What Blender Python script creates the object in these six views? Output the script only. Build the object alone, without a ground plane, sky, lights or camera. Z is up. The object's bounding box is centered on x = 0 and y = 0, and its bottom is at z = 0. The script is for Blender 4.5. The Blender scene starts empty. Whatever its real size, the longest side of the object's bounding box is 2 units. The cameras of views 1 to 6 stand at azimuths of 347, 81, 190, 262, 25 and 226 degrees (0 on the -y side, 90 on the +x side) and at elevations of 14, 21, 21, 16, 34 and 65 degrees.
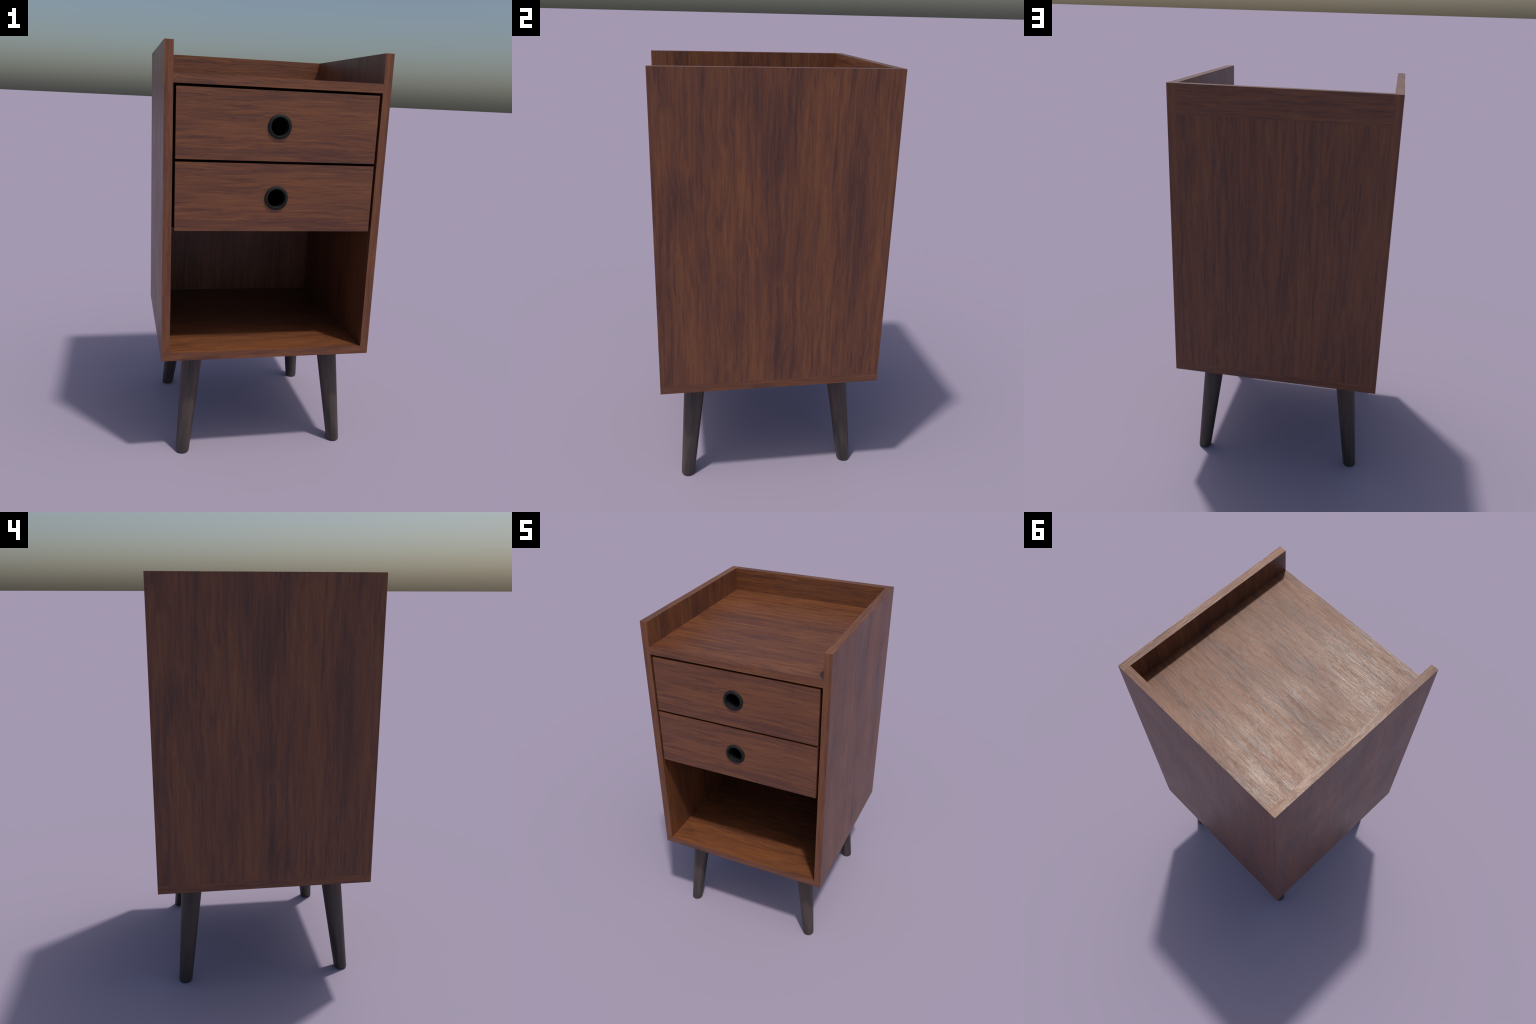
import bpy, bmesh, math
from mathutils import Vector, Matrix

# ------------------------------------------------------------------ sizes (m)
W = 0.520            # half width of the cabinet
YC = 0.0045          # the cabinet stands a little back: the finger pulls stick out in front
D = 0.5193           # half depth
T = 0.040            # board thickness
Z0, Z1 = 0.5411, 2.0 # underside of the cabinet, top of the sides
ZB = Z0 + 0.040      # top of the bottom board
SHELF_TOP, SHELF_LOW = 1.8655, 1.8240
RAIL_T = 0.040       # back rail thickness
DRAWER_W, DRAWER_H = 0.4672, 0.3122
DRAWER_Z = (1.6557, 1.3313)
FRONT_T = 0.040
YF, YB = -D, D       # front and back, in cabinet coordinates

# ------------------------------------------------------------------ node helpers
class Nodes:
    def __init__(self, tree):
        self.t = tree
    def add(self, kind, **props):
        n = self.t.nodes.new(kind)
        for k, v in props.items():
            setattr(n, k, v)
        return n
    def link(self, a, b):
        self.t.links.new(a, b)
    def put(self, sock, v):
        if hasattr(v, "is_linked"):
            self.link(v, sock)
        else:
            sock.default_value = v
    def math(self, op, a, b=0.0, c=0.0, clamp=False):
        n = self.add("ShaderNodeMath", operation=op, use_clamp=clamp)
        for s, v in zip(n.inputs, (a, b, c)):
            self.put(s, v)
        return n.outputs[0]
    def scaled(self, vec, s, loc=(0, 0, 0)):
        n = self.add("ShaderNodeMapping")
        self.link(vec, n.inputs["Vector"])
        n.inputs["Scale"].default_value = s
        n.inputs["Location"].default_value = loc
        return n.outputs[0]
    def noise(self, vec, scale=1.0, detail=3.0, rough=0.5, dist=0.0):
        n = self.add("ShaderNodeTexNoise")
        self.link(vec, n.inputs["Vector"])
        n.inputs["Scale"].default_value = scale
        n.inputs["Detail"].default_value = detail
        n.inputs["Roughness"].default_value = rough
        n.inputs["Distortion"].default_value = dist
        return n.outputs["Fac"]
    def span(self, v, a, b, lo=0.0, hi=1.0, smooth=False):
        n = self.add("ShaderNodeMapRange", clamp=True)
        if smooth:
            n.interpolation_type = "SMOOTHSTEP"
        self.put(n.inputs[0], v)
        for i, x in enumerate((a, b, lo, hi)):
            n.inputs[i + 1].default_value = x
        return n.outputs[0]
    def mix(self, f, a, b, mode="MIX"):
        n = self.add("ShaderNodeMix", data_type="RGBA", blend_type=mode)
        self.put(n.inputs[0], f)
        self.put(n.inputs[6], a)
        self.put(n.inputs[7], b)
        return n.outputs[2]
    def ramp(self, f, stops):
        n = self.add("ShaderNodeValToRGB")
        e = n.color_ramp.elements
        while len(e) < len(stops):
            e.new(0.5)
        for el, (p, c) in zip(e, stops):
            el.position, el.color = p, (*c, 1)
        self.link(f, n.inputs[0])
        return n.outputs[0]


def srgb(r, g, b):
    f = lambda c: c / 12.92 if c <= 0.04045 else ((c + 0.055) / 1.055) ** 2.4
    return tuple(f(x / 255) for x in (r, g, b))


WALNUT = [(0.0, (0.070, 0.0272, 0.0192)), (0.30, (0.104, 0.0375, 0.0205)),
          (0.60, (0.154, 0.0545, 0.0228)), (1.0, (0.212, 0.0765, 0.0268))]


def walnut(name, axes, loc=(0, 0, 0), patches=(), lift=0.0, dull=()):
    """Walnut veneer; `axes` names the object axes along the grain, across it and into the board.
    patches: soft zones (centre along, centre across, half length, half width, darkening);
    dull: zones of the same kind where the lacquer is rougher (or smoother, if negative)."""
    m = bpy.data.materials.new(name)
    m.use_nodes = True
    N = Nodes(m.node_tree)
    bsdf = m.node_tree.nodes["Principled BSDF"]
    co = N.add("ShaderNodeTexCoord").outputs["Object"]
    sep = N.add("ShaderNodeSeparateXYZ")
    N.link(co, sep.inputs[0])
    com = N.add("ShaderNodeCombineXYZ")
    for s, ax in zip(com.inputs, axes.upper()):
        N.link(sep.outputs[ax], s)
    v = N.scaled(com.outputs[0], (1, 1, 1), loc)
    # gently wandering fibres
    wob = N.add("ShaderNodeTexNoise")
    N.link(N.scaled(v, (0.7, 2.5, 2.5)), wob.inputs["Vector"])
    wob.inputs["Detail"].default_value = 2
    shift = N.math("MULTIPLY", N.math("SUBTRACT", wob.outputs["Fac"], 0.5), 0.045)
    cv = N.add("ShaderNodeCombineXYZ")
    N.link(shift, cv.inputs[1])
    N.link(shift, cv.inputs[2])
    av = N.add("ShaderNodeVectorMath", operation="ADD")
    N.link(v, av.inputs[0]); N.link(cv.outputs[0], av.inputs[1])
    v = av.outputs[0]

    broad = N.noise(N.scaled(v, (0.75, 6.5, 6.5)), 1.0, 2.5, 0.5)
    streak = N.noise(N.scaled(v, (2.4, 42, 42)), 1.0, 3.0, 0.55)
    thread = N.noise(N.scaled(v, (5.0, 105, 105), (1, 4, 2)), 1.0, 3.0, 0.55)
    fibre = N.noise(N.scaled(v, (8.5, 230, 230)), 1.0, 3.0, 0.6)
    pore = N.noise(N.scaled(v, (14.0, 230, 230), (3, 7, 1)), 1.0, 2.0, 0.5)

    tone = N.math("MULTIPLY", N.math("SUBTRACT", broad, 0.5), 0.80)
    for layer, weight in ((streak, 1.25), (thread, 1.05), (fibre, 0.85)):
        tone = N.math("MULTIPLY_ADD", N.math("SUBTRACT", layer, 0.5), weight, tone)
    # bold dark growth lines
    figure = N.noise(N.scaled(v, (1.5, 48, 48), (5, 2, 9)), 1.0, 3.0, 0.55)
    tone = N.math("MULTIPLY_ADD", N.span(figure, 0.54, 0.72), -0.24, tone)
    tone = N.math("ADD", tone, 0.60 + lift)
    u = N.add("ShaderNodeSeparateXYZ")
    N.link(v, u.inputs[0])
    ragged = N.math("MULTIPLY_ADD", thread, 2.4, -0.2)

    def zone(a, b, ra, rb):
        da = N.math("DIVIDE", N.math("SUBTRACT", u.outputs[0], a + loc[0]), ra)
        db = N.math("DIVIDE", N.math("SUBTRACT", u.outputs[1], b + loc[1]), rb)
        r2 = N.math("ADD", N.math("MULTIPLY", da, da), N.math("MULTIPLY", db, db))
        return N.math("POWER", 2.718, N.math("MULTIPLY", r2, -1.0))

    for a, b, ra, rb, s in patches:
        tone = N.math("MULTIPLY_ADD", N.math("MULTIPLY", zone(a, b, ra, rb), ragged), -0.44 * s, tone)
    col = N.ramp(tone, WALNUT)
    pores = N.span(pore, 0.60, 0.72)
    col = N.mix(N.math("MULTIPLY", pores, 0.18), col, (0.050, 0.020, 0.012, 1))
    N.link(col, bsdf.inputs["Base Color"])
    sheen = N.noise(v, 4.2, 4.0, 0.6)
    rough = N.math("MULTIPLY_ADD", N.math("SUBTRACT", sheen, 0.5), 0.20,
                   N.math("MULTIPLY_ADD", N.math("SUBTRACT", fibre, 0.5), 0.20, 0.388))
    for a, b, ra, rb, s in dull:
        rough = N.math("MULTIPLY_ADD", zone(a, b, ra, rb), 0.6 * s, rough)
    N.link(rough, bsdf.inputs["Roughness"])
    bsdf.inputs["Specular IOR Level"].default_value = 0.5
    h = N.math("SUBTRACT", N.math("MULTIPLY_ADD", thread, 0.7, fibre), N.math("MULTIPLY", pores, 0.12))
    bump = N.add("ShaderNodeBump")
    bump.inputs["Strength"].default_value = 0.45
    bump.inputs["Distance"].default_value = 0.0025
    N.link(h, bump.inputs["Height"])
    N.link(bump.outputs[0], bsdf.inputs["Normal"])
    return m


def leg_wood():
    m = bpy.data.materials.new("dark_stained_wood")
    m.use_nodes = True
    N = Nodes(m.node_tree)
    bsdf = m.node_tree.nodes["Principled BSDF"]
    co = N.add("ShaderNodeTexCoord").outputs["Object"]
    # lean the grain with the leg
    sep = N.add("ShaderNodeSeparateXYZ"); N.link(co, sep.inputs[0])
    com = N.add("ShaderNodeCombineXYZ")
    N.link(N.math("MULTIPLY_ADD", sep.outputs["Z"], 0.115, sep.outputs["X"]), com.inputs[0])
    N.link(N.math("MULTIPLY_ADD", sep.outputs["Z"], -0.091, sep.outputs["Y"]), com.inputs[1])
    N.link(sep.outputs["Z"], com.inputs[2])
    v = com.outputs[0]
    a = N.noise(N.scaled(v, (22, 22, 1.6)), 1.0, 3, 0.55, 0.3)
    b = N.noise(N.scaled(v, (90, 90, 5)), 1.0, 3, 0.6)
    t = N.math("MULTIPLY_ADD", N.math("SUBTRACT", a, 0.5), 2.6, 0.5)
    t = N.math("MULTIPLY_ADD", N.math("SUBTRACT", b, 0.5), 1.3, t)
    col = N.ramp(t, [(0.18, (0.027, 0.0260, 0.0240)), (0.45, (0.047, 0.0385, 0.0335)), (0.82, (0.076, 0.0540, 0.0450))])
    N.link(col, bsdf.inputs["Base Color"])
    bsdf.inputs["Roughness"].default_value = 0.5
    bump = N.add("ShaderNodeBump")
    bump.inputs["Strength"].default_value = 0.2
    bump.inputs["Distance"].default_value = 0.002
    N.link(b, bump.inputs["Height"])
    N.link(bump.outputs[0], bsdf.inputs["Normal"])
    return m


def pull_plastic():
    m = bpy.data.materials.new("matt_black_plastic")
    m.use_nodes = True
    N = Nodes(m.node_tree)
    bsdf = m.node_tree.nodes["Principled BSDF"]
    co = N.add("ShaderNodeTexCoord").outputs["Object"]
    n = N.noise(co, 60, 2, 0.5)
    N.link(N.ramp(n, [(0.3, (0.0075, 0.0077, 0.0080)), (0.7, (0.0100, 0.0102, 0.0106))]), bsdf.inputs["Base Color"])
    bsdf.inputs["Roughness"].default_value = 0.62
    bsdf.inputs["Specular IOR Level"].default_value = 0.28
    return m


# ------------------------------------------------------------------ mesh helpers
def obj(name, me, parent, loc=(0, 0, 0), rotz=0.0):
    o = bpy.data.objects.new(name, me)
    bpy.context.scene.collection.objects.link(o)
    o.parent = parent
    o.location = loc
    o.rotation_euler = (0, 0, rotz)
    return o


def add_box(bm, lo, hi):
    x = (lo[0], hi[0]); y = (lo[1], hi[1]); z = (lo[2], hi[2])
    vs = [bm.verts.new((x[i & 1], y[(i >> 1) & 1], z[(i >> 2) & 1])) for i in range(8)]
    for f in ((0, 2, 3, 1), (4, 5, 7, 6), (0, 1, 5, 4), (2, 6, 7, 3), (0, 4, 6, 2), (1, 3, 7, 5)):
        bm.faces.new([vs[i] for i in f])


def mesh(name, bm, mats, slot=None):
    bm.normal_update()
    if slot:
        for f in bm.faces:
            f.material_index = slot(f.normal)
    me = bpy.data.meshes.new(name)
    bm.to_mesh(me)
    bm.free()
    for m in mats:
        me.materials.append(m)
    return me


def board(name, lo, hi, mats, slot=None):
    bm = bmesh.new()
    add_box(bm, lo, hi)
    return mesh(name, bm, mats, slot)


def lathe(profile, n, axis_matrix=Matrix(), closed=False):
    """Turn (radius, height) points about local z."""
    bm = bmesh.new()
    rings = []
    for r, h in profile:
        rings.append([bm.verts.new(axis_matrix @ Vector((r * math.cos(2 * math.pi * i / n), r * math.sin(2 * math.pi * i / n), h))) for i in range(n)])
    pairs = list(zip(rings, rings[1:])) + ([(rings[-1], rings[0])] if closed else [])
    for a, b in pairs:
        for i in range(n):
            j = (i + 1) % n
            bm.faces.new((a[i], a[j], b[j], b[i]))
    if not closed:
        bm.faces.new(rings[0][::-1])
        bm.faces.new(rings[-1])
    bmesh.ops.recalc_face_normals(bm, faces=bm.faces)
    return bm


def smooth(me, angle=40):
    for p in me.polygons:
        p.use_smooth = True
    me.set_sharp_from_angle(angle=math.radians(angle))


# ------------------------------------------------------------------ materials
side_wood = walnut("walnut_side", "zyx", (0.3, 0.2, 0.0), [
    (1.80, 0.01, 0.22, 0.065, 0.55), (1.36, 0.36, 0.32, 0.055, 0.45), (1.16, -0.02, 0.13, 0.07, 0.45),
    (1.46, -0.42, 0.13, 0.04, 0.40), (1.10, -0.305, 0.26, 0.022, 0.35), (1.45, -0.17, 0.24, 0.09, -0.30),
    (1.40, 0.13, 0.24, 0.04, 0.20), (0.70, 0.0, 0.13, 0.06, 0.30), (0.85, 0.22, 0.16, 0.08, -0.20)])
back_wood = walnut("walnut_back", "zxy", (4.1, 1.7, 0.6), [
    (1.45, 0.125, 0.48, 0.07, 0.35), (1.30, -0.08, 0.25, 0.035, 0.35), (1.30, -0.42, 0.50, 0.07, -0.25),
    (0.90, 0.30, 0.25, 0.05, 0.25)])
cross_wood = walnut("walnut_crosswise", "xyz", (2.0, 5.0, 0.9))
top_wood = walnut("walnut_top", "xyz", (9.0, 1.4, 0.3), [
    (0.15, -0.14, 0.35, 0.035, 0.40), (-0.20, 0.06, 0.30, 0.025, 0.35), (0.25, 0.12, 0.25, 0.03, 0.30),
    (-0.15, -0.36, 0.25, 0.04, 0.25), (0.0, 0.38, 0.5, 0.08, -0.15), (0.2, -0.42, 0.3, 0.05, -0.2)],
    dull=[(-0.13, -0.36, 0.16, 0.09, -0.07), (-0.30, 0.36, 0.30, 0.10, -0.07), (-0.26, -0.01, 0.13, 0.13, 0.07), (0.14, -0.04, 0.08, 0.08, 0.05)])
rail_wood = walnut("walnut_rail", "xzy", (5.0, 3.0, 0.9), lift=0.05)
drawer_wood = walnut("walnut_drawer", "xzy", (6.3, 2.2, 3.1), [
    (-0.28, 0.035, 0.20, 0.022, 0.50), (0.27, 0.015, 0.20, 0.018, 0.40), (0.10, -0.125, 0.38, 0.018, 0.40),
    (-0.06, 0.140, 0.12, 0.014, 0.35), (-0.33, -0.075, 0.18, 0.03, -0.30), (0.05, 0.055, 0.14, 0.02, -0.20)])
edge_wood = walnut("walnut_edge_along_depth", "yxz", (1.0, 8.0, 2.5), lift=0.08)
front_edge = walnut("walnut_edge_upright", "zxy", (7.7, 3.3, 1.2), lift=0.08)
cross_edge = walnut("walnut_edge_crosswise", "xzy", (3.4, 6.1, 4.2), lift=0.08)
dark_wood = leg_wood()
black = pull_plastic()

# ------------------------------------------------------------------ the thing
root = bpy.data.objects.new("nightstand", None)
bpy.context.scene.collection.objects.link(root)
root["label"] = "tall walnut nightstand with two drawers, open shelf, splayed dark legs"
root["category"] = "nightstand"

C = (0, YC, 0)       # every cabinet part has its origin on the cabinet's axis
side_slot = lambda n: 1 if abs(n.z) > 0.5 else (2 if abs(n.y) > 0.5 else 0)
side = board("side_panel", (W - T, YF, ZB), (W, YB, Z1), [side_wood, edge_wood, front_edge], side_slot)
obj("side_panel", side, root, C)
obj("side_panel", side, root, C, math.pi)

cross_slot = lambda n: 1 if abs(n.y) > 0.5 else (2 if abs(n.x) > 0.5 else 0)
cross_mats = [cross_wood, cross_edge, edge_wood]
obj("bottom_board", board("bottom_board", (-W, YF, Z0), (W, YB, ZB), cross_mats, cross_slot), root, C)
wi = W - T
obj("back_panel", board("back_panel", (-wi, YB - 0.02, ZB), (wi, YB, SHELF_TOP), [back_wood]), root, C)
obj("back_rail", board("back_rail", (-wi, YB - RAIL_T, SHELF_TOP), (wi, YB, Z1), [rail_wood]), root, C)
obj("top_board", board("top_board", (-wi, YF, SHELF_LOW), (wi, YB - 0.02, SHELF_TOP), [top_wood, cross_edge, edge_wood], cross_slot), root, C)

# thin dust panel that closes the drawer bay from below, just behind the lower front
obj("dust_panel", board("dust_panel", (-wi, YF + 0.075, 1.1685), (wi, YB - 0.02, 1.1765), [cross_wood]), root, C)

# ---- drawers: a thick front with a round finger hole and a black ring pull
HOLE, RING_OUT, RING_IN = 0.047, 0.0555, 0.0424


def drawer_front():
    bm = bmesh.new()
    h = DRAWER_H / 2
    n = 64
    def border(a):
        c, s = math.cos(a), math.sin(a)
        k = min(DRAWER_W / abs(c) if abs(c) > 1e-9 else 1e9, h / abs(s) if abs(s) > 1e-9 else 1e9)
        return k * c, k * s
    ang = sorted([2 * math.pi * i / n for i in range(n)] +
                 [sx + math.atan2(h, DRAWER_W) * s for sx, s in ((0, 1), (math.pi, -1), (math.pi, 1), (2 * math.pi, -1))])
    loops = []
    for y in (0.0, FRONT_T):
        inner = [bm.verts.new((HOLE * math.cos(a), y, HOLE * math.sin(a))) for a in ang]
        outer = [bm.verts.new((border(a)[0], y, border(a)[1])) for a in ang]
        loops.append((inner, outer))
    k = len(ang)
    (i0, o0), (i1, o1) = loops
    for i in range(k):
        j = (i + 1) % k
        bm.faces.new((i0[i], i0[j], o0[j], o0[i]))
        bm.faces.new((i1[i], o1[i], o1[j], i1[j]))
        bm.faces.new((o0[i], o0[j], o1[j], o1[i]))
        bm.faces.new((i0[i], i1[i], i1[j], i0[j]))
    bmesh.ops.recalc_face_normals(bm, faces=bm.faces)
    return mesh("drawer", bm, [drawer_wood])


def finger_pull():
    # profile (radius, forward): a tube through the front with a rounded flange lying on its face
    back = -FRONT_T + 0.002
    p = [(RING_IN - 0.0012, back), (RING_IN - 0.0012, 0.0)]
    p += [(RING_IN - 0.0010, 0.0078), (RING_IN - 0.0003, 0.0087), (RING_IN + 0.0008, 0.0089),      # inner lip
          (RING_OUT - 0.0025, 0.0068), (RING_OUT - 0.0008, 0.0054), (RING_OUT - 0.0002, 0.0032)]   # sloping flange
    p += [(RING_OUT, 0.0002), (HOLE - 0.0004, 0.0002), (HOLE - 0.0004, back)]
    bm = lathe(p, 64, Matrix.Rotation(math.radians(90), 4, "X"), closed=True)
    me = mesh("finger_pull", bm, [black])
    smooth(me, 50)
    return me


fm, pm = drawer_front(), finger_pull()
for z in DRAWER_Z:
    d = obj("drawer", fm, root, (0, YC + YF + 0.0002, z))
    obj("finger_pull", pm, d)

# ---- legs: tapered, splayed, one leg turned four times about the cabinet's axis
FOOT, HIP = Vector((0.4164, -0.4009, 0.0)), Vector((0.3541, -0.3514, Z0))
R0, R1 = 0.0333, 0.0532


def leg():
    n = 48
    bm = bmesh.new()
    axis = (HIP - FOOT).normalized()
    sec = [(-0.0, R0 - 0.006), (0.0008, R0 - 0.0028), (0.0025, R0 - 0.0008), (0.005, R0)] + [(Z0 * k / 6, R0 + (R1 - R0) * k / 6) for k in range(1, 7)]
    rings = []
    for z, r in sec:
        c = FOOT.lerp(HIP, z / Z0)
        rings.append([bm.verts.new(c + Vector((r * math.cos(2 * math.pi * i / n), r * math.sin(2 * math.pi * i / n), 0))) for i in range(n)])
    for a, b in zip(rings, rings[1:]):
        for i in range(n):
            j = (i + 1) % n
            bm.faces.new((a[i], a[j], b[j], b[i]))
    bm.faces.new(rings[0][::-1])
    bm.faces.new(rings[-1])
    me = mesh("leg", bm, [dark_wood])
    smooth(me, 40)
    return me


lm = leg()
for k in range(4):
    obj("leg", lm, root, C, k * math.pi / 2)
